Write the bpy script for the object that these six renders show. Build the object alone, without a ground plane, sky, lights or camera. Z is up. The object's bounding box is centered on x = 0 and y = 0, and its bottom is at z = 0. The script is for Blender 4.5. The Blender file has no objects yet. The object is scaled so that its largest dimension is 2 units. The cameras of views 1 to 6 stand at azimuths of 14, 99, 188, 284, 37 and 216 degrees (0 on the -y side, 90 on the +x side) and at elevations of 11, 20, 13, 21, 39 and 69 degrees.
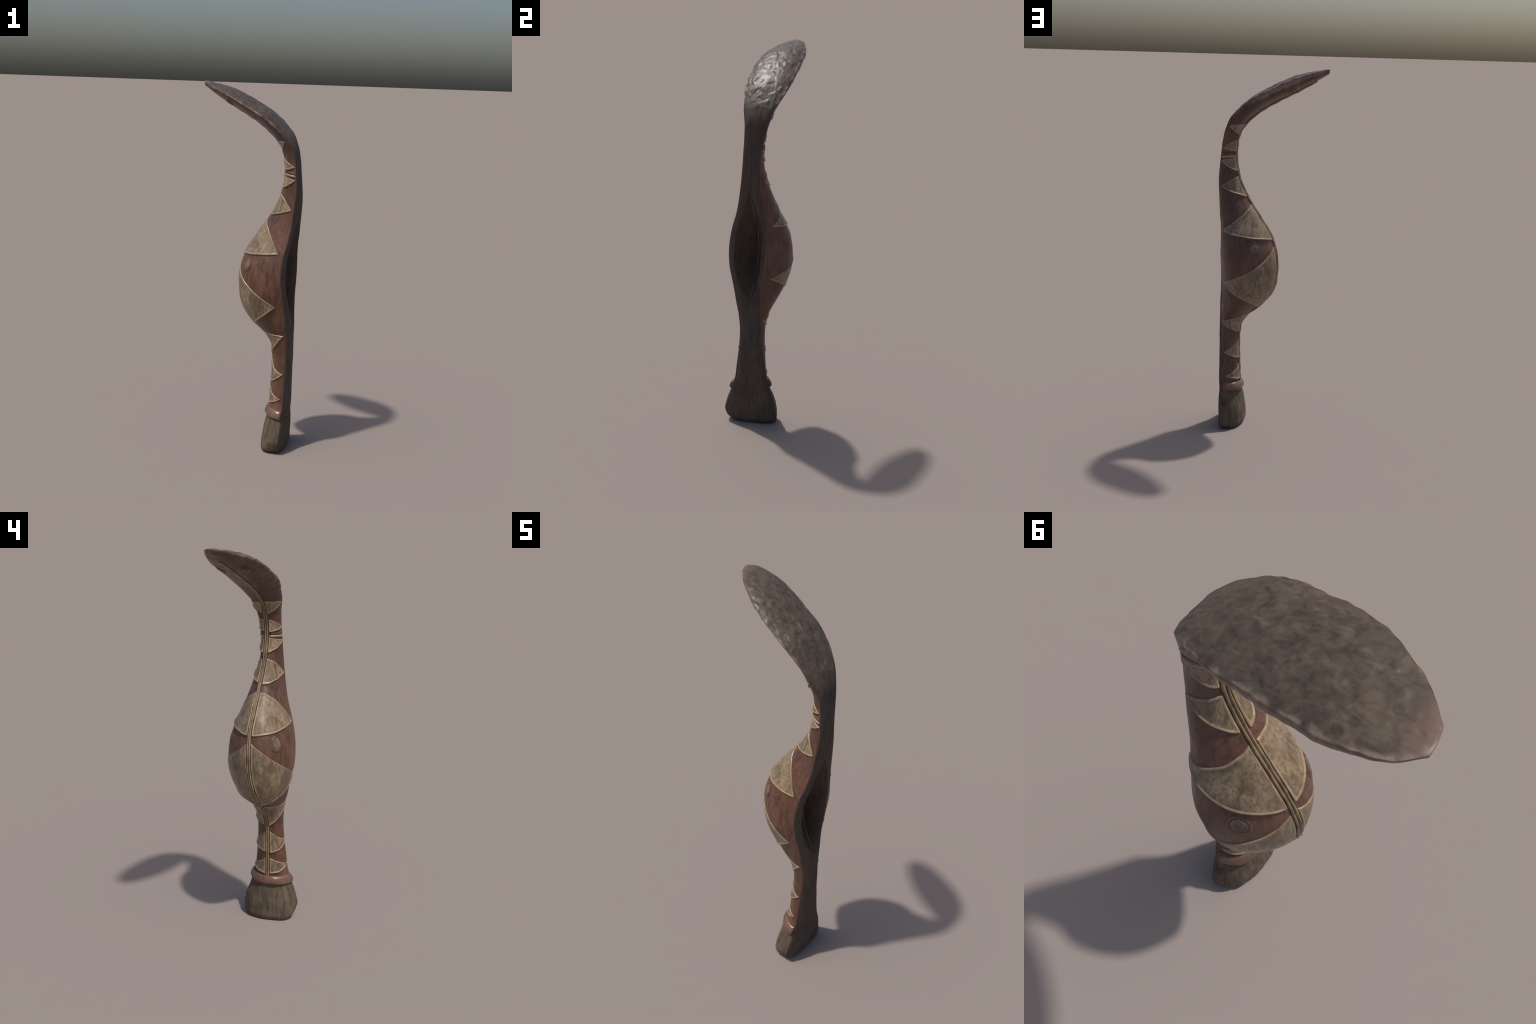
"""Carved wooden serpent-like headdress figure: flat-backed upright body with a
swelling belly, ridge down the front, painted triangles in relief, spoon head."""
import math
import numpy as np

# ------------------------------------------------------------------ profile
# Each key section: right back edge, left back edge, front line (x, y, z each)
# then the fullness of the two flanks (reach, spread, blunt) for +y and -y.
KEYS = [
    # --- flared foot
    ((.240, .103, .000), (.236, -.124, .000), (.139, -.027, .000), (.52, .04, .92), (.78, .05, 1.02)),
    ((.246, .113, .010), (.243, -.138, .010), (.134, -.027, .010), (.52, .04, .92), (.74, .05, 1.00)),
    ((.248, .117, .055), (.247, -.169, .062), (.134, -.027, .055), (.50, .04, .90), (.66, .03, .90)),
    ((.249, .111, .100), (.250, -.163, .100), (.136, -.026, .100), (.48, .04, .90), (.62, .04, .85)),
    ((.250, .098, .150), (.251, -.150, .150), (.143, -.025, .150), (.42, .02, .90), (.55, .06, .80)),
    ((.250, .083, .200), (.251, -.132, .200), (.153, -.022, .200), (.32, -.06, .89), (.50, .08, .76)),
    # --- lower column
    ((.254, .067, .260), (.254, -.115, .260), (.163, -.021, .260), (.30, -.05, .89), (.50, .04, .74)),
    ((.259, .050, .350), (.256, -.104, .350), (.168, -.021, .350), (.30, .10, .89), (.50, .16, .74)),
    ((.261, .035, .450), (.256, -.093, .450), (.172, -.021, .450), (.30, .38, .89), (.52, .22, .78)),
    ((.263, .028, .550), (.258, -.088, .550), (.169, -.018, .550), (.29, .60, .89), (.48, .38, .80)),
    ((.263, .024, .600), (.258, -.092, .600), (.158, -.012, .600), (.27, .80, .88), (.52, .42, .92)),
    ((.265, .021, .650), (.256, -.099, .650), (.121, -.008, .650), (.30, 1.37, .89), (.47, .48, .87)),
    # --- belly
    ((.267, .020, .700), (.254, -.109, .700), (.060, -.006, .700), (.42, 2.04, .94), (.42, .76, .79)),
    ((.267, .020, .750), (.251, -.118, .750), (.013, -.002, .750), (.48, 2.46, 1.25), (.49, .95, .66)),
    ((.266, .020, .800), (.246, -.129, .800), (-.019, .006, .800), (.48, 2.60, 1.30), (.57, 1.10, .69)),
    ((.268, .032, .900), (.232, -.152, .900), (-.039, .020, .900), (.46, 2.10, 1.38), (.56, 1.00, .78)),
    ((.270, .041, 1.00), (.225, -.156, 1.00), (-.035, .024, 1.00), (.38, 1.86, 1.25), (.54, .74, .93)),
    ((.270, .047, 1.10), (.232, -.141, 1.10), (-.005, .024, 1.10), (.38, 1.44, 1.00), (.54, .50, .95)),
    ((.275, .038, 1.20), (.251, -.113, 1.20), (.058, .016, 1.20), (.33, 1.10, .90), (.54, .34, .94)),
    ((.286, .018, 1.30), (.262, -.097, 1.30), (.126, .006, 1.30), (.28, 1.10, .88), (.52, .10, .90)),
    # --- neck
    ((.291, .011, 1.40), (.270, -.086, 1.40), (.177, -.004, 1.40), (.29, .52, .85), (.50, .02, .76)),
    ((.283, .014, 1.50), (.272, -.079, 1.50), (.200, -.012, 1.515), (.29, .22, .85), (.50, .08, .76)),
    ((.271, .028, 1.58), (.264, -.076, 1.575), (.199, -.013, 1.575), (.29, .04, .85), (.48, .06, .74)),
    # --- head
    ((.254, .046, 1.660), (.247, -.078, 1.650), (.192, -.010, 1.625), (.36, .02, .85), (.42, .04, .68)),
    ((.224, .070, 1.730), (.214, -.089, 1.710), (.172, -.006, 1.673), (.44, .02, .82), (.36, .03, .58)),
    ((.175, .100, 1.781), (.171, -.094, 1.759), (.134, .002, 1.718), (.50, .02, .80), (.32, .02, .50)),
    ((.100, .129, 1.839), (.100, -.101, 1.817), (.066, .018, 1.774), (.54, .03, .80), (.31, .02, .48)),
    ((.000, .148, 1.891), (.000, -.089, 1.870), (-.025, .040, 1.828), (.54, .03, .80), (.32, .02, .50)),
    ((-.100, .163, 1.938), (-.100, -.067, 1.921), (-.112, .058, 1.873), (.54, .03, .80), (.34, .02, .54)),
    ((-.180, .166, 1.967), (-.180, -.029, 1.955), (-.185, .076, 1.912), (.54, .02, .80), (.38, .02, .60)),
    ((-.240, .155, 1.986), (-.238, .010, 1.975), (-.234, .088, 1.938), (.50, .02, .74), (.44, .03, .68)),
    ((-.276, .138, 1.995), (-.270, .040, 1.986), (-.266, .092, 1.958), (.55, .02, .80), (.52, .03, .78)),
    ((-.297, .115, 1.998), (-.286, .056, 1.991), (-.288, .090, 1.970), (.60, .02, .85), (.60, .03, .85)),
]
# hollow in the back: z, depth, crease place, far rim, near rim (0 = +y edge, 1 = -y edge)
HOLLOW = [
    (.700, .000, .36, .30, .42), (.725, .004, .36, .24, .49), (.745, .018, .36, .17, .58),
    (.760, .030, .35, .13, .63), (.800, .058, .32, .10, .73), (.850, .084, .31, .085, .79),
    (.920, .104, .31, .08, .82), (1.00, .106, .34, .08, .82), (1.08, .088, .38, .085, .82),
    (1.15, .060, .42, .15, .81), (1.21, .038, .46, .24, .76), (1.26, .022, .48, .28, .67),
    (1.30, .007, .49, .41, .57), (1.35, .001, .50, .46, .54)]
# how far the back swells out past its edges: z, crest
CREST = [(0.0, .020), (.10, .026), (.20, .024), (.35, .019), (.60, .019), (.75, .018), (1.0, .017), (1.2, .014),
         (1.35, .011), (1.6, .010), (1.70, .010), (1.76, .012), (1.82, .019), (1.89, .025), (1.94, .023),
         (1.97, .015), (2.0, .005)]

NS = 440          # sections along the piece
NW = 46           # samples on each flank
ROWS = [7, 1, 1, 13, 1, 1, 24, 1, 1, 10]   # rows across the back between rim and crease lines
NB = sum(ROWS)


def hermite(tk, yk, t):
    """Non-uniform Catmull-Rom through the keys."""
    tk = np.asarray(tk, float); yk = np.asarray(yk, float)
    d = np.diff(yk, axis=0) / np.diff(tk)[:, None]
    h = np.diff(tk)[:, None]
    m = np.empty_like(yk)
    m[1:-1] = (d[:-1] * h[1:] + d[1:] * h[:-1]) / (h[:-1] + h[1:])
    m[0] = d[0]; m[-1] = d[-1]
    i = np.clip(np.searchsorted(tk, t, side='right') - 1, 0, len(tk) - 2)
    hh = (tk[i + 1] - tk[i])[:, None]
    u = ((t - tk[i]) / (tk[i + 1] - tk[i]))[:, None]
    return ((2*u**3 - 3*u**2 + 1) * yk[i] + (u**3 - 2*u**2 + u) * hh * m[i]
            + (-2*u**3 + 3*u**2) * yk[i + 1] + (u**3 - u**2) * hh * m[i + 1])


def cells(p, size, seed, sharp=7.0, tilt_amt=0.0):
    """Soft cellular field: chisel or hammer facets. Returns -1..1 values."""
    q = p / size
    base = np.floor(q).astype(int)
    best = np.full(len(p), 9.0); tilt = np.zeros(len(p)); acc = np.zeros(len(p)); wsum = np.zeros(len(p))
    for dx in (-1, 0, 1):
        for dy in (-1, 0, 1):
            for dz in (-1, 0, 1):
                c = base + (dx, dy, dz)
                k = (c[:, 0]*73856093) ^ (c[:, 1]*19349663) ^ (c[:, 2]*83492791) ^ (seed*2654435761)
                r = [((((k ^ (k >> 13)) * (1274126177 + 97*j)) & 0x7fffffff) % 10007) / 10007.0 for j in range(4)]
                off = np.stack(r[:3], 1)
                dist = np.linalg.norm(c + off - q, axis=1)
                w = np.exp(-sharp * dist**2)
                tl = ((2*r[0] - 1) * (q - c - off)[:, 0] + (2*r[1] - 1) * (q - c - off)[:, 1]) * tilt_amt
                acc += w * (2*r[3] - 1 + tl); wsum += w
    return acc / (wsum + 1e-9)


def ramp(table, x, col):
    a = np.asarray(table, float)
    return np.interp(x, a[:, 0], a[:, col])


class Body:
    """Lofted body; knows its surface so that carved pieces can sit on it."""

    def __init__(self):
        ep = np.array([k[0] for k in KEYS]); em = np.array([k[1] for k in KEYS]); fr = np.array([k[2] for k in KEYS])
        fp = np.array([k[3] for k in KEYS]); fm = np.array([k[4] for k in KEYS])
        mid = (ep + em + fr) / 3
        chord = np.r_[0, np.cumsum(np.linalg.norm(np.diff(mid, axis=0), axis=1))]
        self.length = chord[-1]
        self.t = np.linspace(0, chord[-1], NS)
        # finer steps at both rounded ends
        self.ep, self.em, self.fr = (hermite(chord, a, self.t) for a in (ep, em, fr))
        # lively, slightly uneven rim of the head
        wob = np.clip((self.ep[:, 2] - 1.72) / .08, 0, 1)
        lat = self.ep - self.em; lat /= np.linalg.norm(lat, axis=1)[:, None]
        t = self.t
        self.ep += lat * (wob * (.0010*np.sin(t*53) + .0006*np.sin(t*111 + 1) + .0005*np.sin(t*190)))[:, None]
        self.em -= lat * (wob * (.0012*np.sin(t*61 + 2) + .0008*np.sin(t*127) + .0005*np.sin(t*200)))[:, None]
        self.c = (self.ep + self.em) / 2
        q_p = hermite(chord, fp, self.t); q_m = hermite(chord, fm, self.t)
        self.flank = {}
        self.arc = {}
        for side, e, q in ((1, self.ep, q_p), (-1, self.em, q_m)):
            h = e - self.c; u = self.fr - self.c
            p1 = e + q[:, :1] * u + q[:, 1:2] * h
            p2 = self.fr + q[:, 2:3] * h
            s = np.linspace(0, 1, 90)[None, :, None]
            c = ((1-s)**3 * self.fr[:, None] + 3*(1-s)**2*s * p2[:, None]
                 + 3*(1-s)*s*s * p1[:, None] + s**3 * e[:, None])
            L = np.concatenate([np.zeros((NS, 1)), np.cumsum(np.linalg.norm(np.diff(c, axis=1), axis=2), axis=1)], 1)
            out = np.empty((NS, NW + 1, 3))
            for i in range(NS):
                w = np.linspace(0, L[i, -1], NW + 1)
                for k in range(3):
                    out[i, :, k] = np.interp(w, L[i], c[i, :, k])
            self.flank[side] = out
            self.arc[side] = L[:, -1]

    def back_point(self, i, v):
        """Back surface of section i; v runs 0 (+y edge) .. 1 (-y edge)."""
        v = np.asarray(v, float)
        e, m = self.ep[i], self.em[i]
        z = self.c[i, 2]
        base = e + (m - e) * v[:, None]
        out = self.c[i] - self.fr[i]
        lat = (m - e) / np.linalg.norm(m - e)
        out = out - lat * (out @ lat); out /= np.linalg.norm(out)
        cr = ramp(CREST, z, 1)
        zz = self.c[i, 2]
        blunt = 3.6 - 1.0 * float(smooth01(zz, 1.68, 1.80))
        hgt = cr * (1 - np.abs(2*v - 1)**blunt)
        if .70 < zz < 1.35:
            dep, vk, vf, vn = (ramp(HOLLOW, zz, k) for k in (1, 2, 3, 4))
            lo = np.clip((v - vf) / (vk - vf), 0, 1)
            hi = np.clip((vn - v) / (vn - vk), 0, 1)
            prof = np.where(v < vk, lo**.95, 1 - (1 - hi)**np.interp(zz, [.8, .95, 1.1], [1.6, 1.3, 1.0]))
            prof = np.where((v < vf) | (v > vn), 0, prof)
            hgt = hgt - dep * prof
        return base + out * hgt[:, None]

    def station(self, side, z=None, x=None):
        """Station parameter of the ridge foot at height z (below the head) ."""
        return np.interp(z, self.fr[:, 2], self.t)

    def at(self, t, w, side):
        """Point and outward normal on a flank: w 0 ridge .. 1 back edge."""
        t = np.asarray(t, float); w = np.asarray(w, float)
        F = self.flank[side]
        fi = np.clip(t / self.length * (NS - 1), 0, NS - 1.0001); fj = np.clip(w * NW, 0, NW - 1e-4)
        i = fi.astype(int); j = fj.astype(int); a = (fi - i)[..., None]; b = (fj - j)[..., None]
        p00, p10, p01, p11 = F[i, j], F[i+1, j], F[i, j+1], F[i+1, j+1]
        p = (p00*(1-a) + p10*a)*(1-b) + (p01*(1-a) + p11*a)*b
        # smooth normal from wide differences
        i0 = np.clip(i-3, 0, NS-1); i1 = np.clip(i+4, 0, NS-1); j0 = np.clip(j-1, 0, NW); j1 = np.clip(j+2, 0, NW)
        n = np.cross(F[i1, j] - F[i0, j], F[i, j1] - F[i, j0]) * side
        n /= np.linalg.norm(n, axis=-1)[..., None] + 1e-12
        return p, n

    def arc_at(self, t, side):
        return np.interp(t, self.t, self.arc[side])


# ---------------------------------------------------------------- body mesh
def body_grid(B):
    """Closed rings: +y flank edge -> ridge -> -y flank edge -> back."""
    rings = []
    for i in range(NS):
        zc = B.c[i, 2]
        vk, vf, vn = (float(ramp(HOLLOW, np.clip(zc, .72, 1.34), q)) for q in (2, 3, 4))
        # rows of the grid run along both rims and the crease of the hollow
        stops = [0, vf - .012, vf, vf + .012, vk - .01, vk, vk + .01, vn - .012, vn, vn + .012, 1]
        away = float(max(smooth01(zc, 1.36, 1.60), 1 - smooth01(zc, .45, .70)))
        even = np.linspace(0, 1, NB + 1)
        count = ROWS
        vb = np.concatenate([np.linspace(stops[q], stops[q+1], count[q] + 1)[:-1] for q in range(10)] + [[1.0]])
        vb = vb * (1 - away) + even * away
        P, M = B.flank[1][i], B.flank[-1][i]
        back = B.back_point(i, vb)
        wid = np.linalg.norm(B.ep[i] - B.em[i])
        r = .0045
        def trim(line, d0):
            L = np.r_[0, np.cumsum(np.linalg.norm(np.diff(line, axis=0), axis=1))]
            s = np.linspace(d0[0], L[-1] - d0[1], len(line))
            return np.stack([np.interp(s, L, line[:, k]) for k in range(3)], 1)
        front = np.concatenate([P[::-1], M[1:]])              # Ep -> R -> Em
        front = trim(front, (r, r))
        back2 = back.copy()                                    # Ep -> Em, ends drawn in
        for q in (0, -1):
            nb_ = back[1] if q == 0 else back[-2]
            d = nb_ - back[q]
            back2[q] = back[q] + d * min(.85, r / (np.linalg.norm(d) + 1e-9))
        def corner(a, e, b):
            return .25*a + .5*e + .25*b
        ring = np.concatenate([front, [corner(front[-1], B.em[i], back2[-1])], back2[::-1],
                               [corner(back2[0], B.ep[i], front[0])]])
        rings.append(ring)
    return np.array(rings)
N_FRONT = 2*NW + 1
RIM_ROWS = (sum(ROWS[:2]), sum(ROWS[:8]))     # back rows of the two rims


def smooth01(x, a, b):
    u = np.clip((x - a) / (b - a), 0, 1)
    return u*u*(3 - 2*u)


def relief(G):
    """Tool marks: displacement of the body grid along its normals."""
    n1 = np.cross(np.gradient(G, axis=0), np.roll(G, -1, 1) - np.roll(G, 1, 1))
    n1 /= np.linalg.norm(n1, axis=2)[..., None] + 1e-12
    cen = G.mean(1, keepdims=True)
    if ((G - cen) * n1).sum() < 0:
        n1 = -n1
    flat = G.reshape(-1, 3)
    ring = np.arange(G.shape[1])
    isback = (ring > N_FRONT).astype(float)[None, :]
    z = G[..., 2]
    head = smooth01(z, 1.62, 1.74)
    rim = np.minimum(np.abs(ring - N_FRONT), np.abs(G.shape[1] - 1 - ring))[None, :]
    inner = np.clip(rim / 5.0, 0, 1)
    c1 = cells(flat * (1, 1.3, 1), .036, 3, 22.0, 2.2).reshape(z.shape)
    c2 = cells(flat * (1, 1.35, 1), .021, 9, 15.0, 1.6).reshape(z.shape)
    stretched = flat * (1, 1, .22)
    g1 = cells(stretched, .011, 5).reshape(z.shape)
    g2 = cells(flat * (1, 1, .5), .045, 8).reshape(z.shape)
    disp = isback * inner * head * (.0011*c1 + .0003*c2)
    disp += isback * inner * (1 - head) * (.0008*g1 + .0016*g2)
    foot = 1 - smooth01(z, .17, .20)
    disp += (1 - isback) * inner * foot * (.0022*g1 + .0018*g2)
    disp += (1 - isback) * inner * (1 - foot) * .0007*g2
    disp *= smooth01(z, 0, .02)
    disp -= .0012          # tool-cut skin lies a little inside the drawn profile
    return G + n1 * disp[..., None]


# ------------------------------------------------------------ carved pieces
# Stations are measured in metres along the piece from its foot.
# painted triangles: station of upper corner, of outer corner, reach of the outer
# corner (0 ridge .. 1 back edge), station of lower corner, bow of upper / lower edge
PANELS = {
    -1: [(1.785, 1.738, .84, 1.690, .010, .000), (1.655, 1.596, .95, 1.569, -.001, -.003),
         (1.536, 1.530, .95, 1.468, .000, -.010), (1.444, 1.365, .92, 1.325, .017, -.006),
         (1.294, 1.125, .91, 1.098, .036, -.004), (1.066, .836, .87, .706, -.006, -.022),
         (.682, .665, .93, .539, -.006, -.014), (.507, .444, .92, .385, -.010, -.014),
         (.354, .303, .88, .267, -.002, -.012)],
    1: [(1.780, 1.706, .88, 1.693, .008, .000), (1.658, 1.592, .96, 1.571, .004, .000),
        (1.535, 1.534, .96, 1.466, .000, -.010), (1.442, 1.390, .84, 1.333, .006, -.004),
        (1.294, 1.146, .91, 1.098, .006, -.002), (1.062, .855, .89, .704, -.020, -.012),
        (.672, .612, .96, .543, -.006, -.012), (.507, .433, .88, .388, -.006, -.004),
        (.354, .296, .86, .264, -.006, -.002)],
}
RIDGE_HALF = .0115
RIDGE = (.255, 2.262)


def panel_mesh(B, side, spec, k):
    """A raised triangle that follows the flank, with a worn lip all round, caught light painted along its lower edge."""
    tt, ta, wa, tb, bow_u, bow_l = spec
    reach = wa * B.arc_at(ta, side)
    e = min(.009, .07 * reach + .004)
    lip = np.array([0, .18, .42, .72, 1.0]) * e
    na, nb = 26, 26
    apos = np.r_[lip, np.linspace(e, reach - RIDGE_HALF - .002, na)[1:]] / (reach - RIDGE_HALF)
    V = []; rows = []; inner = []
    rng = np.random.default_rng(100 + k + (50 if side > 0 else 0))
    ph = rng.uniform(0, 6, 4)
    size = tt - tb
    for a in apos:
        up = tt + (ta - tt) * a + bow_u * 4 * a * (1 - a) + .0012*math.sin(19*a + ph[0]) * (1 - a)
        lo = tb + (ta - tb) * a + bow_l * 4 * a * (1 - a) + .0012*math.sin(17*a + ph[1]) * (1 - a)
        W = max(up - lo, 0.006 if tt < .6 and side < 0 else .0025)
        ee = min(e, W * .30)
        l2 = lip / e * ee
        pos = np.r_[l2, np.linspace(ee, W - ee, nb)[1:-1], W - l2[::-1]]
        t = lo + pos
        w0 = RIDGE_HALF / B.arc_at(t, side)
        w = w0 + a * (wa - w0)
        dist = np.minimum(np.minimum(pos, W - pos), 1.0)
        dr = a * (reach - RIDGE_HALF)
        da = (1 - a) * (reach - RIDGE_HALF)
        d = np.minimum(dist, np.minimum(dr + .0008, da + .0004))
        low = np.clip(1 - pos / W, 0, 1)
        plate = (.0014 + .0024 * low**2 * min(1, W / .04)) * np.clip(d / .0016, 0, 1)
        rim = (.0015 + .0020 * low**3) * np.exp(-((d - .0034) / .0022)**2)
        h = plate + rim - .0018 * (d < .0009)
        p, n = B.at(t, w, side)
        V.append(p + n * h[:, None])
        rows.append(len(pos)); inner.append(d)
    V = np.array(V); D = np.array(inner)
    ncol = V.shape[1]
    F = []; mat = []
    for i in range(len(apos) - 1):
        for j in range(ncol - 1):
            q = [i*ncol + j, (i+1)*ncol + j, (i+1)*ncol + j + 1, i*ncol + j + 1]
            F.append(q if side < 0 else q[::-1])
            dm = .25 * (D[i, j] + D[i+1, j] + D[i, j+1] + D[i+1, j+1])
            lowside = j > 0 and j < 6
            mat.append(1 if (lowside and dm < e * .50) else 2 if dm < e * (1.0 if lowside else .7) else 0)
    return V.reshape(-1, 3), F, mat


def ridge_mesh(B):
    """Twin cord down the front: two rolls with a groove between."""
    ts = np.linspace(RIDGE[0], RIDGE[1], 620)
    prof = [(-1.0, -.004), (-.86, .0012), (-.72, .0036), (-.52, .0054), (-.34, .0050), (-.18, .0030), (-.06, .0006),
            (.06, .0004), (.20, .0026), (.36, .0046), (.54, .0050), (.72, .0034), (.88, .0010), (1.0, -.004)]
    V = []; F = []; mat = []
    p0, _ = B.at(ts, np.zeros_like(ts), 1)
    for i, t in enumerate(ts):
        taper = min(1, (RIDGE[1] - t) / .10) * .65 + .35
        hw = RIDGE_HALF * .90 * taper * (1 + .07*math.sin(t*61) + .05*math.sin(t*143 + 1))
        row = []
        arr_t = np.array([t])
        nr = B.at(arr_t, np.array([.004]), 1)[1][0] + B.at(arr_t, np.array([.004]), -1)[1][0]
        nr /= np.linalg.norm(nr)
        for u, h in prof:
            side = 1 if u > 0 else -1
            sway = .0009*math.sin(t*37) + .0006*math.sin(t*101)
            w = abs(u) * hw / B.arc_at(t, side)
            p, n = B.at(arr_t, np.array([w]), side)
            row.append(p[0] + nr * (1.3 * h * (.45 + .55*taper) * (1 + .12*math.sin(t*83 + u))))
        V += row
    m = len(prof)
    for i in range(len(ts) - 1):
        for j in range(m - 1):
            F.append([i*m + j, i*m + j + 1, (i+1)*m + j + 1, (i+1)*m + j])
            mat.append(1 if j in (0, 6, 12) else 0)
    for s in (0, len(ts) - 1):
        F.append([s*m + j for j in range(m)][::-1 if s else 1]); mat.append(0)
    return np.array(V), F, mat


def sweep_flank(B, t_of_w, w0, w1, side, half, high, n=60, taper=.12, k=14):
    """Half-round roll lying on a flank at stations t_of_w(w)."""
    V = []; F = []
    for i, w in enumerate(np.linspace(w0, w1, n)):
        f = i / (n - 1)
        s = min(1, min(f, 1 - f) / taper * .6 + .4)
        for j in range(k):
            a = math.pi * j / (k - 1)
            t = t_of_w(w) + half * math.cos(a) * s
            p, nn = B.at(np.array([t]), np.array([w]), side)
            V.append(p[0] + nn[0] * (high * math.sin(a) * s - .0015))
    for i in range(n - 1):
        for j in range(k - 1):
            q = [i*k + j, i*k + j + 1, (i+1)*k + j + 1, (i+1)*k + j]
            F.append(q if side < 0 else q[::-1])
    for s in (0, n - 1):
        q = [s*k + j for j in range(k)]
        F.append(q if (s == 0) == (side > 0) else q[::-1])
    return np.array(V), F


def ring_mesh(B):
    """Collar above the foot: wraps the front from back edge to back edge."""
    V = []; F = []
    k = 26
    path = [(-1, w) for w in np.linspace(.985, 0.0, 60)] + [(1, w) for w in np.linspace(0.0, .93, 60)[1:]]
    for i, (side, w) in enumerate(path):
        end = min(1, min(i, len(path) - 1 - i) / 5.0)
        s = math.sqrt(max(0, 1 - (1 - end)**2)) * .35 + .65
        lump = 1 + .05*math.sin(i*.17) + .03*math.sin(i*.29 + 1)
        for j in range(k):
            a = math.pi * j / (k - 1)
            zc = .226 + .012*w*side
            z = zc + (.026 if a < math.pi/2 else .020) * math.cos(a)
            t = np.interp(z, B.fr[:60, 2], B.t[:60]) if z < B.fr[59, 2] else z
            p, nn = B.at(np.array([t]), np.array([w]), side)
            n2 = nn[0] * (1, 1, .0); n2 /= np.linalg.norm(n2)
            out = 0.0185 * math.sin(a)**.8 * s * lump
            V.append(p[0] + n2 * (out - .003) + np.array([0, 0, -.004*math.sin(a)]))
    for i in range(len(path) - 1):
        for j in range(k - 1):
            F.append([i*k + j, i*k + j + 1, (i+1)*k + j + 1, (i+1)*k + j])
    n = len(path)
    F.append([j for j in range(k)][::-1]); F.append([(n-1)*k + j for j in range(k)])
    return np.array(V), F


def disc_mesh(B, side, t0, w0, ra, rb, prof, rot=0.0, seg=44):
    """Round boss or eye on a flank. prof: (radius fraction, height, slot)."""
    V = []; F = []; mat = []
    L = B.arc_at(t0, side)
    for r, h, _ in prof:
        for j in range(seg):
            a = 2*math.pi*j/seg
            r2 = r * (1 + .03*math.sin(3*a + 1) + .02*math.sin(5*a))
            x, y = r2*ra*math.cos(a), r2*rb*math.sin(a)
            dt = x*math.cos(rot) - y*math.sin(rot); dw = x*math.sin(rot) + y*math.cos(rot)
            p, n = B.at(np.array([t0 + dt]), np.array([w0 + dw/L]), side)
            V.append(p[0] + n[0]*h)
    m = len(prof)
    for i in range(m - 1):
        for j in range(seg):
            q = [i*seg + j, (i+1)*seg + j, (i+1)*seg + (j+1) % seg, i*seg + (j+1) % seg]
            F.append(q if side > 0 else q[::-1]); mat.append(prof[i][2])
    q = list(range((m-1)*seg, m*seg))
    F.append(q[::-1] if side > 0 else q); mat.append(prof[-1][2])
    return np.array(V), F, mat


# ---- blender
import bpy


def nodes_of(name):
    m = bpy.data.materials.new(name); m.use_nodes = True
    nt = m.node_tree; nt.nodes.clear()
    out = nt.nodes.new('ShaderNodeOutputMaterial'); b = nt.nodes.new('ShaderNodeBsdfPrincipled')
    nt.links.new(b.outputs[0], out.inputs[0])
    tc = nt.nodes.new('ShaderNodeTexCoord')
    return m, nt, b, tc


def noise(nt, tc, scale, stretch=(1, 1, 1), detail=6, rough=.6, dist=0.0, loc=(0, 0, 0)):
    mp = nt.nodes.new('ShaderNodeMapping'); mp.inputs['Scale'].default_value = stretch
    mp.inputs['Location'].default_value = loc
    nt.links.new(tc.outputs['Object'], mp.inputs[0])
    n = nt.nodes.new('ShaderNodeTexNoise')
    n.inputs['Scale'].default_value = scale; n.inputs['Detail'].default_value = detail
    n.inputs['Roughness'].default_value = rough; n.inputs['Distortion'].default_value = dist
    nt.links.new(mp.outputs[0], n.inputs['Vector'])
    return n.outputs['Fac']


def voronoi(nt, tc, scale, stretch=(1, 1, 1), feature='DISTANCE_TO_EDGE'):
    mp = nt.nodes.new('ShaderNodeMapping'); mp.inputs['Scale'].default_value = stretch
    nt.links.new(tc.outputs['Object'], mp.inputs[0])
    # bend the cells a little
    nz = nt.nodes.new('ShaderNodeTexNoise'); nz.inputs['Scale'].default_value = 18
    nt.links.new(mp.outputs[0], nz.inputs['Vector'])
    mx = nt.nodes.new('ShaderNodeVectorMath'); mx.operation = 'MULTIPLY_ADD'
    mx.inputs[1].default_value = (.05, .05, .05)
    nt.links.new(nz.outputs['Color'], mx.inputs[0]); nt.links.new(mp.outputs[0], mx.inputs[2])
    v = nt.nodes.new('ShaderNodeTexVoronoi'); v.feature = feature
    v.inputs['Scale'].default_value = scale
    nt.links.new(mx.outputs[0], v.inputs['Vector'])
    return v


def ramp_node(nt, fac, stops):
    r = nt.nodes.new('ShaderNodeValToRGB'); el = r.color_ramp.elements
    while len(el) < len(stops):
        el.new(.5)
    for e, (p, c) in zip(el, stops):
        e.position = p; e.color = (c, c, c, 1) if not isinstance(c, tuple) else (*c, 1)
    nt.links.new(fac, r.inputs[0])
    return r.outputs[0]


def mix(nt, fac, a, b, mode='MIX'):
    m = nt.nodes.new('ShaderNodeMix'); m.data_type = 'RGBA'; m.blend_type = mode
    for sock, v in ((m.inputs[0], fac), (m.inputs[6], a), (m.inputs[7], b)):
        if hasattr(v, 'links'):
            nt.links.new(v, sock)
        elif isinstance(v, tuple):
            sock.default_value = (*v, 1)
        else:
            sock.default_value = v
    return m.outputs[2]


def bump(nt, bsdf, fac, strength, dist, prev=None):
    b = nt.nodes.new('ShaderNodeBump'); b.inputs['Strength'].default_value = strength
    b.inputs['Distance'].default_value = dist
    nt.links.new(fac, b.inputs['Height'])
    if prev is not None:
        nt.links.new(prev, b.inputs['Normal'])
    nt.links.new(b.outputs[0], bsdf.inputs['Normal'])
    return b.outputs[0]


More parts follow.
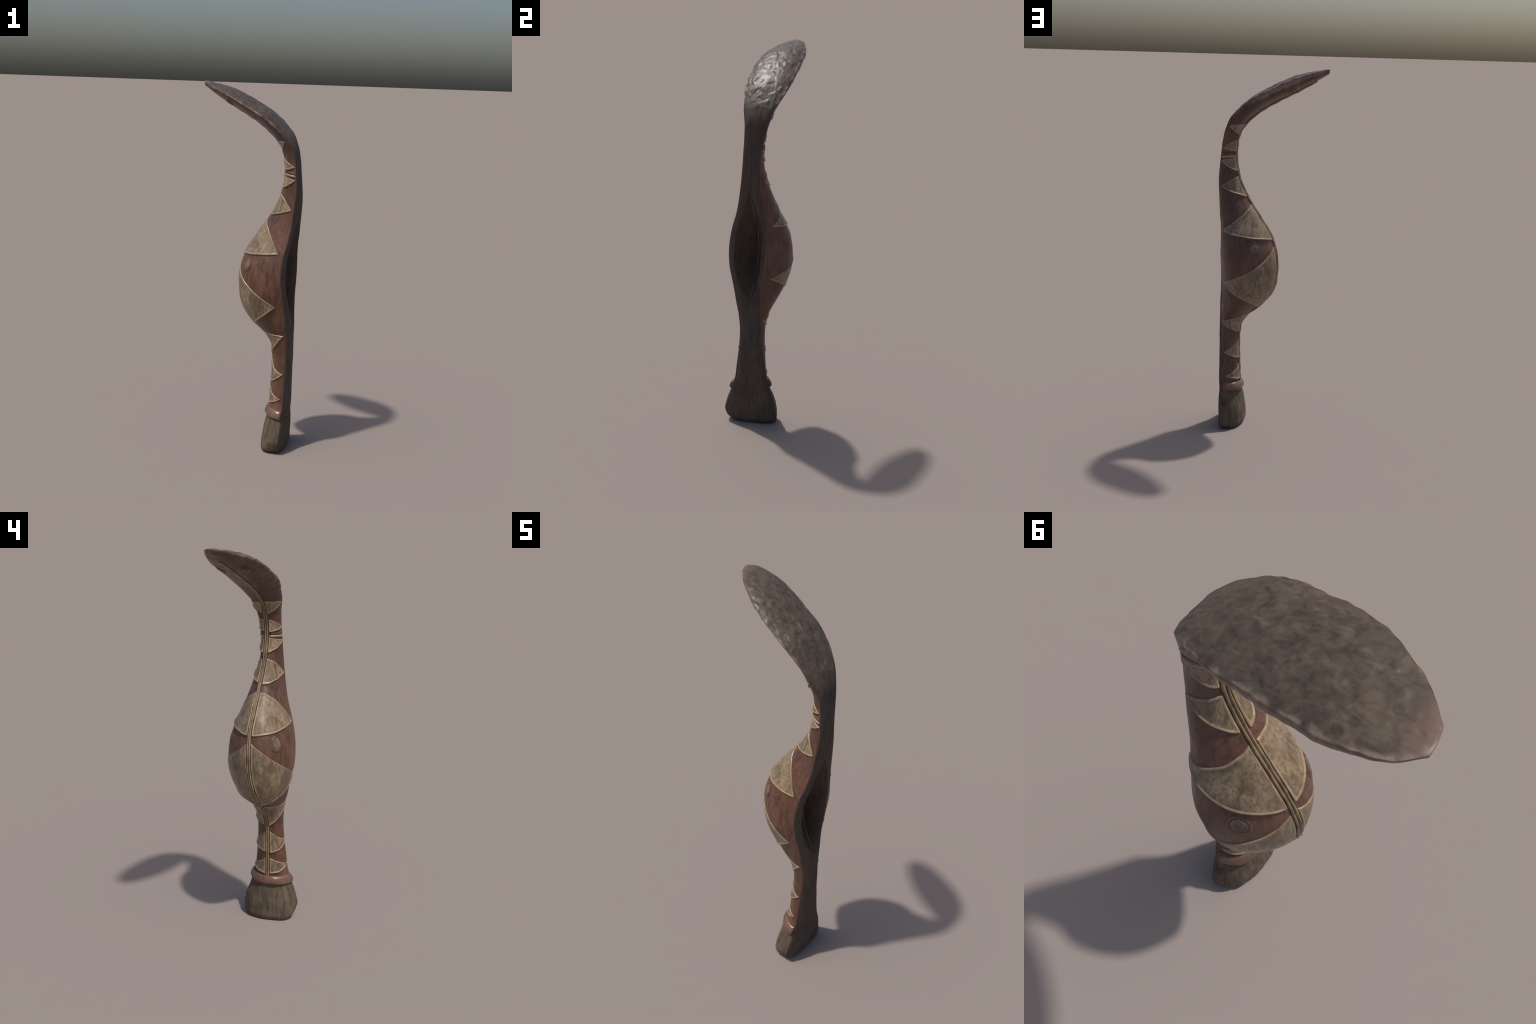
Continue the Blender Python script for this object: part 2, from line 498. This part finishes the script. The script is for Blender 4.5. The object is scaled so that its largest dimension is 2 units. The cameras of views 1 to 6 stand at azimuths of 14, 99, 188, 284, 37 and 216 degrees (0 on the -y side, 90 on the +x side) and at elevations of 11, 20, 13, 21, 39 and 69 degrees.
def math_node(nt, op, a, b=None, c=None):
    m = nt.nodes.new('ShaderNodeMath'); m.operation = op
    for sock, v in zip(m.inputs, (a, b, c)):
        if v is None:
            continue
        if hasattr(v, 'links'):
            nt.links.new(v, sock)
        else:
            sock.default_value = v
    return m.outputs[0]


def span(nt, val, a, b, lo=0.0, hi=1.0):
    r = nt.nodes.new('ShaderNodeMapRange')
    for k, v in (('From Min', a), ('From Max', b), ('To Min', lo), ('To Max', hi)):
        r.inputs[k].default_value = v
    nt.links.new(val, r.inputs[0])
    return r.outputs[0]


def head_edge_distance(nt, tc):
    """Metres from the rim of the head, from two outline curves over x."""
    sep = nt.nodes.new('ShaderNodeSeparateXYZ'); nt.links.new(tc.outputs['Object'], sep.inputs[0])
    xn = span(nt, sep.outputs['X'], -.31, .24)
    res = []
    for idx in (0, 1):
        pts = [(k[idx][0], k[idx][1]) for k in KEYS if k[0][2] > 1.70]
        fc = nt.nodes.new('ShaderNodeFloatCurve'); cv = fc.mapping.curves[0]
        pts = sorted(((x + .31) / .55, (y + .2) / .4) for x, y in pts)
        cv.points[0].location = (0, pts[0][1] - (.03 if idx == 0 else -.03)); cv.points[1].location = (1, pts[-1][1])
        for p in pts:
            if .005 < p[0] < .995:
                cv.points.new(*p)
        fc.mapping.update()
        nt.links.new(xn, fc.inputs['Value'])
        ye = span(nt, fc.outputs[0], 0, 1, -.2, .2)
        res.append(math_node(nt, 'SUBTRACT', ye, sep.outputs['Y']) if idx == 0 else
                   math_node(nt, 'SUBTRACT', sep.outputs['Y'], ye))
    up = span(nt, sep.outputs['Z'], 1.73, 1.79)
    return res[0], res[1], up, sep


def worn_rim(nt, tc, col, wide_p, wide_m, pale):
    """Rubbed, paler wood along the rim of the head, broken by noise."""
    dp, dm, up, sep = head_edge_distance(nt, tc)
    n = noise(nt, tc, 26, (1, 1, 1), 3, .5, .2, (2, 9, 4))
    for d, wide in ((dp, wide_p), (dm, wide_m)):
        dn = math_node(nt, 'MULTIPLY_ADD', span(nt, n, .35, .65, -1, 1), -wide * .5, d)
        f = span(nt, dn, wide, wide * .15)
        f = math_node(nt, 'MULTIPLY', f, up)
        n2 = noise(nt, tc, 60, (1, 1, 1), 4, .6, 0, (5, 5, 1))
        tint = ramp_node(nt, n2, [(.35, tuple(c * .62 for c in pale)), (.6, pale)])
        col = mix(nt, f, col, tint)
    return col


def wood(name, dark, mid, light, rough=.5, grain=(1, 1, .12), gscale=70, gstr=.35, blotch=9, spec=.5,
         stain=None, stain_amt=.5, stain_scale=26, speck=None, bump_amt=.28, rim=False):
    """Stained carved wood: blotches, long grain lines, optional dark stains."""
    m, nt, b, tc = nodes_of(name)
    big = noise(nt, tc, blotch, (1, 1, .6), 5, .6, .4)
    col = ramp_node(nt, big, [(.30, dark), (.50, mid), (.72, light)])
    g = noise(nt, tc, gscale, grain, 6, .65, .6)
    gl = ramp_node(nt, g, [(.32, 1 - gstr), (.50, 1.0), (.72, 1 + gstr*.40)])
    col = mix(nt, 1.0, col, gl, 'MULTIPLY')
    if stain is not None:
        sn = noise(nt, tc, stain_scale, (1, 1, .42), 9, .72, 1.2, (3, 1, 2))
        sf = ramp_node(nt, sn, [(.47, 0.0), (.66, stain_amt)])
        col = mix(nt, sf, col, stain)
    if speck is not None:
        sp = noise(nt, tc, 95, (1, 1, .35), 6, .65, .8, (7, 2, 5))
        pf = ramp_node(nt, sp, [(.50, 0.0), (.62, .75)])
        col = mix(nt, pf, col, speck)
    if rim:
        col = worn_rim(nt, tc, col, .006, .006, (.26, .165, .125))
    nt.links.new(col, b.inputs['Base Color'])
    rn = noise(nt, tc, 40, (1, 1, .5), 4, .6)
    nt.links.new(span(nt, rn, .3, .7, rough - .10, rough + .12), b.inputs['Roughness'])
    b.inputs['Specular IOR Level'].default_value = spec
    prev = bump(nt, b, g, bump_amt, .0016)
    f = noise(nt, tc, 300, (1, 1, .35), 4, .6)
    bump(nt, b, f, .15, .0007, prev)
    return m


def head_top_material():
    """Back and crown: dark wood below, hammered grey-brown crown above."""
    m, nt, b, tc = nodes_of('dark_back_wood')
    sep = nt.nodes.new('ShaderNodeSeparateXYZ'); nt.links.new(tc.outputs['Object'], sep.inputs[0])
    wob = noise(nt, tc, 22, (1, 1, 1), 4)
    zz = math_node(nt, 'MULTIPLY_ADD', wob, .09, sep.outputs['Z'])
    crown = span(nt, zz, 1.70, 1.81)
    big = noise(nt, tc, 12, (1, 1, .5), 5, .6, .4)
    low = ramp_node(nt, big, [(.3, (.070, .053, .043)), (.52, (.090, .068, .055)), (.75, (.116, .086, .068))])
    g = noise(nt, tc, 80, (1, 1, .1), 6, .65, .5)
    low = mix(nt, 1.0, low, ramp_node(nt, g, [(.3, .74), (.52, 1.0), (.75, 1.16)]), 'MULTIPLY')
    n2 = noise(nt, tc, 30, (1, 1, 1), 7, .62, .8, (4, 4, 4))
    up = ramp_node(nt, n2, [(.34, (.062, .044, .034)), (.47, (.088, .065, .047)), (.58, (.104, .079, .054)),
                            (.70, (.114, .083, .062))])
    v = voronoi(nt, tc, 38)
    edge = ramp_node(nt, v.outputs['Distance'], [(.0, .91), (.09, 1.0)])
    up = mix(nt, 1.0, up, edge, 'MULTIPLY')
    vc = voronoi(nt, tc, 38, feature='F1')
    cellmix = nt.nodes.new('ShaderNodeSeparateColor'); nt.links.new(vc.outputs['Color'], cellmix.inputs[0])
    up = mix(nt, 1.0, up, ramp_node(nt, cellmix.outputs[0], [(.0, .88), (1.0, 1.12)]), 'MULTIPLY')
    st = noise(nt, tc, 42, (.45, 1.2, 1.0), 5, .6, 1.5, (6, 2, 9))
    up = mix(nt, 1.0, up, ramp_node(nt, st, [(.36, .80), (.5, 1.0), (.66, 1.12)]), 'MULTIPLY')
    gn = noise(nt, tc, 14, (1, 1, 1), 4, .6, .4, (1, 8, 3))
    up = mix(nt, ramp_node(nt, gn, [(.54, 0.0), (.70, .45)]), up, (.076, .068, .048))
    # pinkish bare wood towards the tip
    tip = span(nt, math_node(nt, 'MULTIPLY_ADD', n2, .06, sep.outputs['X']), -.205, -.268)
    up = mix(nt, tip, up, (.170, .110, .088))
    up = worn_rim(nt, tc, up, .012, .005, (.245, .180, .135))
    col = mix(nt, crown, low, up)
    nt.links.new(col, b.inputs['Base Color'])
    nt.links.new(span(nt, crown, 0, 1, .68, .42), b.inputs['Roughness'])
    nt.links.new(span(nt, crown, 0, 1, .18, .40), b.inputs['Specular IOR Level'])
    prev = bump(nt, b, g, .25, .0014)
    f = noise(nt, tc, 110, (1, 1, 1), 5, .6)
    bump(nt, b, f, .14, .0010, prev)
    return m


MAT = {}


def make_materials():
    red = dict(rough=.39, gstr=.55, stain=(.050, .031, .023), stain_amt=.65, stain_scale=16, gscale=80)
    MAT['red'] = wood('red_brown_wood', (.084, .039, .025), (.126, .056, .034), (.160, .078, .051), **red)
    MAT['head_red'] = wood('head_underside_wood', (.066, .035, .026), (.090, .046, .034), (.118, .064, .049),
                           rim=True, **red)
    MAT['back'] = head_top_material()
    MAT['foot'] = wood('bare_foot_wood', (.082, .060, .041), (.112, .084, .058), (.142, .110, .076), .64, gscale=44,
                       gstr=.55, spec=.3, stain=(.060, .046, .032), stain_amt=.5)
    MAT['panel'] = wood('pale_panel_paint', (.188, .134, .083), (.266, .191, .121), (.335, .249, .162), .32,
                        grain=(1, 1, .3), gscale=60, gstr=.42, stain=(.074, .055, .034), stain_amt=.92, blotch=15, stain_scale=20,
                        speck=(.115, .086, .050))
    MAT['panel_edge'] = wood('panel_edge_paint', (.280, .196, .122), (.345, .246, .156), (.400, .290, .190), .36,
                             grain=(1, 1, .3), gscale=60, gstr=.30, stain=(.140, .100, .060), stain_amt=.6, blotch=20)
    MAT['lip'] = wood('worn_lit_lip', (.30, .200, .128), (.38, .262, .170), (.46, .330, .225), .34, gscale=50, gstr=.3,
                      stain=(.20, .135, .085), stain_amt=.5)  # pale tone joins real wear with caught light put into the colour
    MAT['ring'] = wood('red_collar_wood', (.105, .052, .036), (.148, .075, .051), (.190, .102, .072), .30,
                       grain=(.5, .5, 1), gstr=.35, stain=(.14, .100, .062), stain_amt=.6, stain_scale=14, bump_amt=.12)
    MAT['cord'] = wood('ridge_cord_paint', (.200, .140, .078), (.275, .198, .115), (.345, .256, .158), .36, gstr=.40,
                       stain=(.10, .070, .042), stain_amt=.6)
    MAT['hollow'] = wood('hollow_wood', (.060, .043, .033), (.078, .056, .043), (.096, .070, .054), .7, spec=.25)
    MAT['split'] = wood('pale_split_wood', (.10, .082, .066), (.125, .103, .084), (.15, .125, .10), .6)
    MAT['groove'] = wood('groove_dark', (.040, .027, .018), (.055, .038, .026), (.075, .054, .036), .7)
    MAT['disc'] = wood('boss_paint', (.115, .078, .050), (.160, .110, .072), (.205, .146, .098), .55, gstr=.45, blotch=40,
                       stain=(.075, .057, .040), stain_amt=.8)


def obj_from(name, V, F, mats, slots=None, parent=None, smooth=True):
    me = bpy.data.meshes.new(name)
    me.from_pydata([tuple(v) for v in V], [], F)
    for m in mats:
        me.materials.append(MAT[m])
    if slots is not None:
        me.polygons.foreach_set('material_index', slots)
    me.polygons.foreach_set('use_smooth', [smooth] * len(F))
    me.update()
    o = bpy.data.objects.new(name, me)
    bpy.context.scene.collection.objects.link(o)
    o.parent = parent
    return o


def build():
    make_materials()
    root = bpy.data.objects.new('carved_serpent_headdress', None)
    bpy.context.scene.collection.objects.link(root)
    root['label'] = 'tall carved wooden serpent figure with painted triangle reliefs'
    root['category'] = 'wood carving'

    B = Body()
    G = relief(body_grid(B))
    n = G.shape[1]
    verts = G.reshape(-1, 3)
    # rounded caps: shrink the end rings
    def cap(ring, steps):
        c = ring.mean(0)
        return [c + (ring - c) * s + off for s, off in steps]
    foot_rings = cap(G[0], [(.97, (0, 0, 0)), (.6, (0, 0, .001)), (.2, (0, 0, .001))])
    tip_dir = np.array([-1.0, .15, .12])
    tip_rings = cap(G[-1], [(.93, tip_dir*.0022), (.7, tip_dir*.003), (.25, tip_dir*.003)])
    rings = foot_rings[::-1] + list(G) + tip_rings
    rings = np.array(rings)
    rings[..., 2] -= rings[..., 2].min()
    m = len(rings)
    V = rings.reshape(-1, 3)
    F = []; slot = []; part = []
    zc = rings[:, :N_FRONT, 2].mean(1)
    cuts = [('foot', .205), ('lower_column', .655), ('belly', 1.28), ('neck', 1.64), ('head', 9)]
    def part_of(i):
        i = min(max(i, 3), m - 4)
        for k, (nm, z) in enumerate(cuts):
            if zc[i] < z:
                return k
    edge_lo, edge_hi = N_FRONT, n - 1
    for i in range(m - 1):
        pk = part_of(i)
        for j in range(n):
            j2 = (j + 1) % n
            F.append([i*n + j, i*n + j2, (i+1)*n + j2, (i+1)*n + j]); part.append(pk)
            back = edge_lo <= j < edge_hi
            zf = zc[i]
            row = NB - (j - edge_lo - 1)          # back rows run from -y edge to +y edge
            if back and RIM_ROWS[0] < row <= RIM_ROWS[1] and .725 < rings[i, edge_lo, 2] < 1.305:
                s = 3
            elif back:
                s = 1
            elif zf < .205:
                s = 2
            else:
                s = 0
            slot.append(s)
    F.append(list(range(n))[::-1]); part.append(0); slot.append(2)
    F.append([(m-1)*n + j for j in range(n)]); part.append(4); slot.append(0)
    # orientation check
    a, b_, c_ = V[F[n*100][0]], V[F[n*100][1]], V[F[n*100][2]]
    whole = bpy.data.meshes.new('whole'); whole.from_pydata([tuple(v) for v in V], [], F)
    whole.polygons.foreach_set('use_smooth', [True]*len(F))
    nrm0 = np.cross(b_ - a, c_ - a)
    flip = nrm0 @ (a - rings[100].mean(0)) < 0
    if flip:
        whole.flip_normals()
        F = [f[::-1] for f in F]
    whole.update()
    vn = np.empty(len(V)*3, 'f'); whole.vertices.foreach_get('normal', vn); vn = vn.reshape(-1, 3)
    bpy.data.meshes.remove(whole)
    part = np.array(part); slot = np.array(slot)
    for k, (nm, _) in enumerate(cuts):
        ids = np.where(part == k)[0]
        used = sorted({v for f in ids for v in F[f]})
        remap = {v: q for q, v in enumerate(used)}
        o = obj_from(nm, V[used], [[remap[v] for v in F[f]] for f in ids], ['head_red' if nm == 'head' else 'red', 'back', 'foot', 'hollow'],
                     slot[ids].tolist(), root)
        o.data.normals_split_custom_set_from_vertices([tuple(vn[v]) for v in used])

    names = {}
    for side in (-1, 1):
        for k, spec in enumerate(PANELS[side]):
            Vp, Fp, mp = panel_mesh(B, side, spec, k)
            obj_from('triangle_panel', Vp, Fp, ['panel', 'lip', 'panel_edge'], mp, root)
    # pale split along the bottom of the hollow
    Vs = []; Fs = []
    rows = [i for i in range(NS) if .745 < B.c[i, 2] < 1.335]
    for i in rows:
        z = B.c[i, 2]
        vk = float(np.clip(ramp(HOLLOW, z, 2), .3, .5))
        wid = np.linalg.norm(B.ep[i] - B.em[i])
        out = B.c[i] - B.fr[i]; out /= np.linalg.norm(out)
        side = B.em[i] - B.ep[i]; side /= np.linalg.norm(side)
        p = B.back_point(i, np.array([vk]))[0]
        hw = .0021 * min(1, (z - .74) / .05 + .2, (1.34 - z) / .08 + .2)
        for u, h in ((-2.0, -.002), (-.8, .0014), (.8, .0014), (2.0, -.002)):
            Vs.append(p + side * (u * hw + .0006*math.sin(z*90)) + out * h)
    for i in range(len(rows) - 1):
        for j in range(3):
            Fs.append([i*4 + j, i*4 + j + 1, (i+1)*4 + j + 1, (i+1)*4 + j])
    obj_from('hollow_split', np.array(Vs), Fs, ['split'], None, root)
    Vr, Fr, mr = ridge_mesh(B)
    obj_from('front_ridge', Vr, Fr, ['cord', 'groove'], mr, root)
    Vg, Fg = ring_mesh(B)
    obj_from('collar_ring', Vg, Fg, ['ring'], None, root)
    for side in (-1, 1):
        a = .10
        Vb, Fb = sweep_flank(B, lambda w: 1.5600 + .004*w, .12, .94, side, .0075, .0050)
        obj_from('neck_band', Vb, Fb, ['red'], None, root)
        Vb, Fb = sweep_flank(B, lambda w: 1.5440 + .006*w, .12, .94, side, .0065, .0070)
        obj_from('neck_band', Vb, Fb, ['lip'], None, root)
        # round boss on the belly: sunken ring, raised painted disc
        t0, w0 = (1.053, .40) if side < 0 else (1.058, .36)
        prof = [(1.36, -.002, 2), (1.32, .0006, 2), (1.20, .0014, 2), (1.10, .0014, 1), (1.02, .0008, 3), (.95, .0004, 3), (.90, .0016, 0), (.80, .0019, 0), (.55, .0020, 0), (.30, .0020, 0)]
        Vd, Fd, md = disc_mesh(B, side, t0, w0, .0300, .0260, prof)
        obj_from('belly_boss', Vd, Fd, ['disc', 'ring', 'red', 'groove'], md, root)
        t0, w0 = (2.136, .455) if side < 0 else (2.116, .455)
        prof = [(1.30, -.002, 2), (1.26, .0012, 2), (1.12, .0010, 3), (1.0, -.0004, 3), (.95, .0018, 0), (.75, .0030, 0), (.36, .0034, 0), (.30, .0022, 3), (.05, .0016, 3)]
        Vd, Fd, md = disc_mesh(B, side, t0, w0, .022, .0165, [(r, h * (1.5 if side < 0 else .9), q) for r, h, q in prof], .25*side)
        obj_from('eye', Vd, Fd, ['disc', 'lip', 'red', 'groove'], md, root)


build()
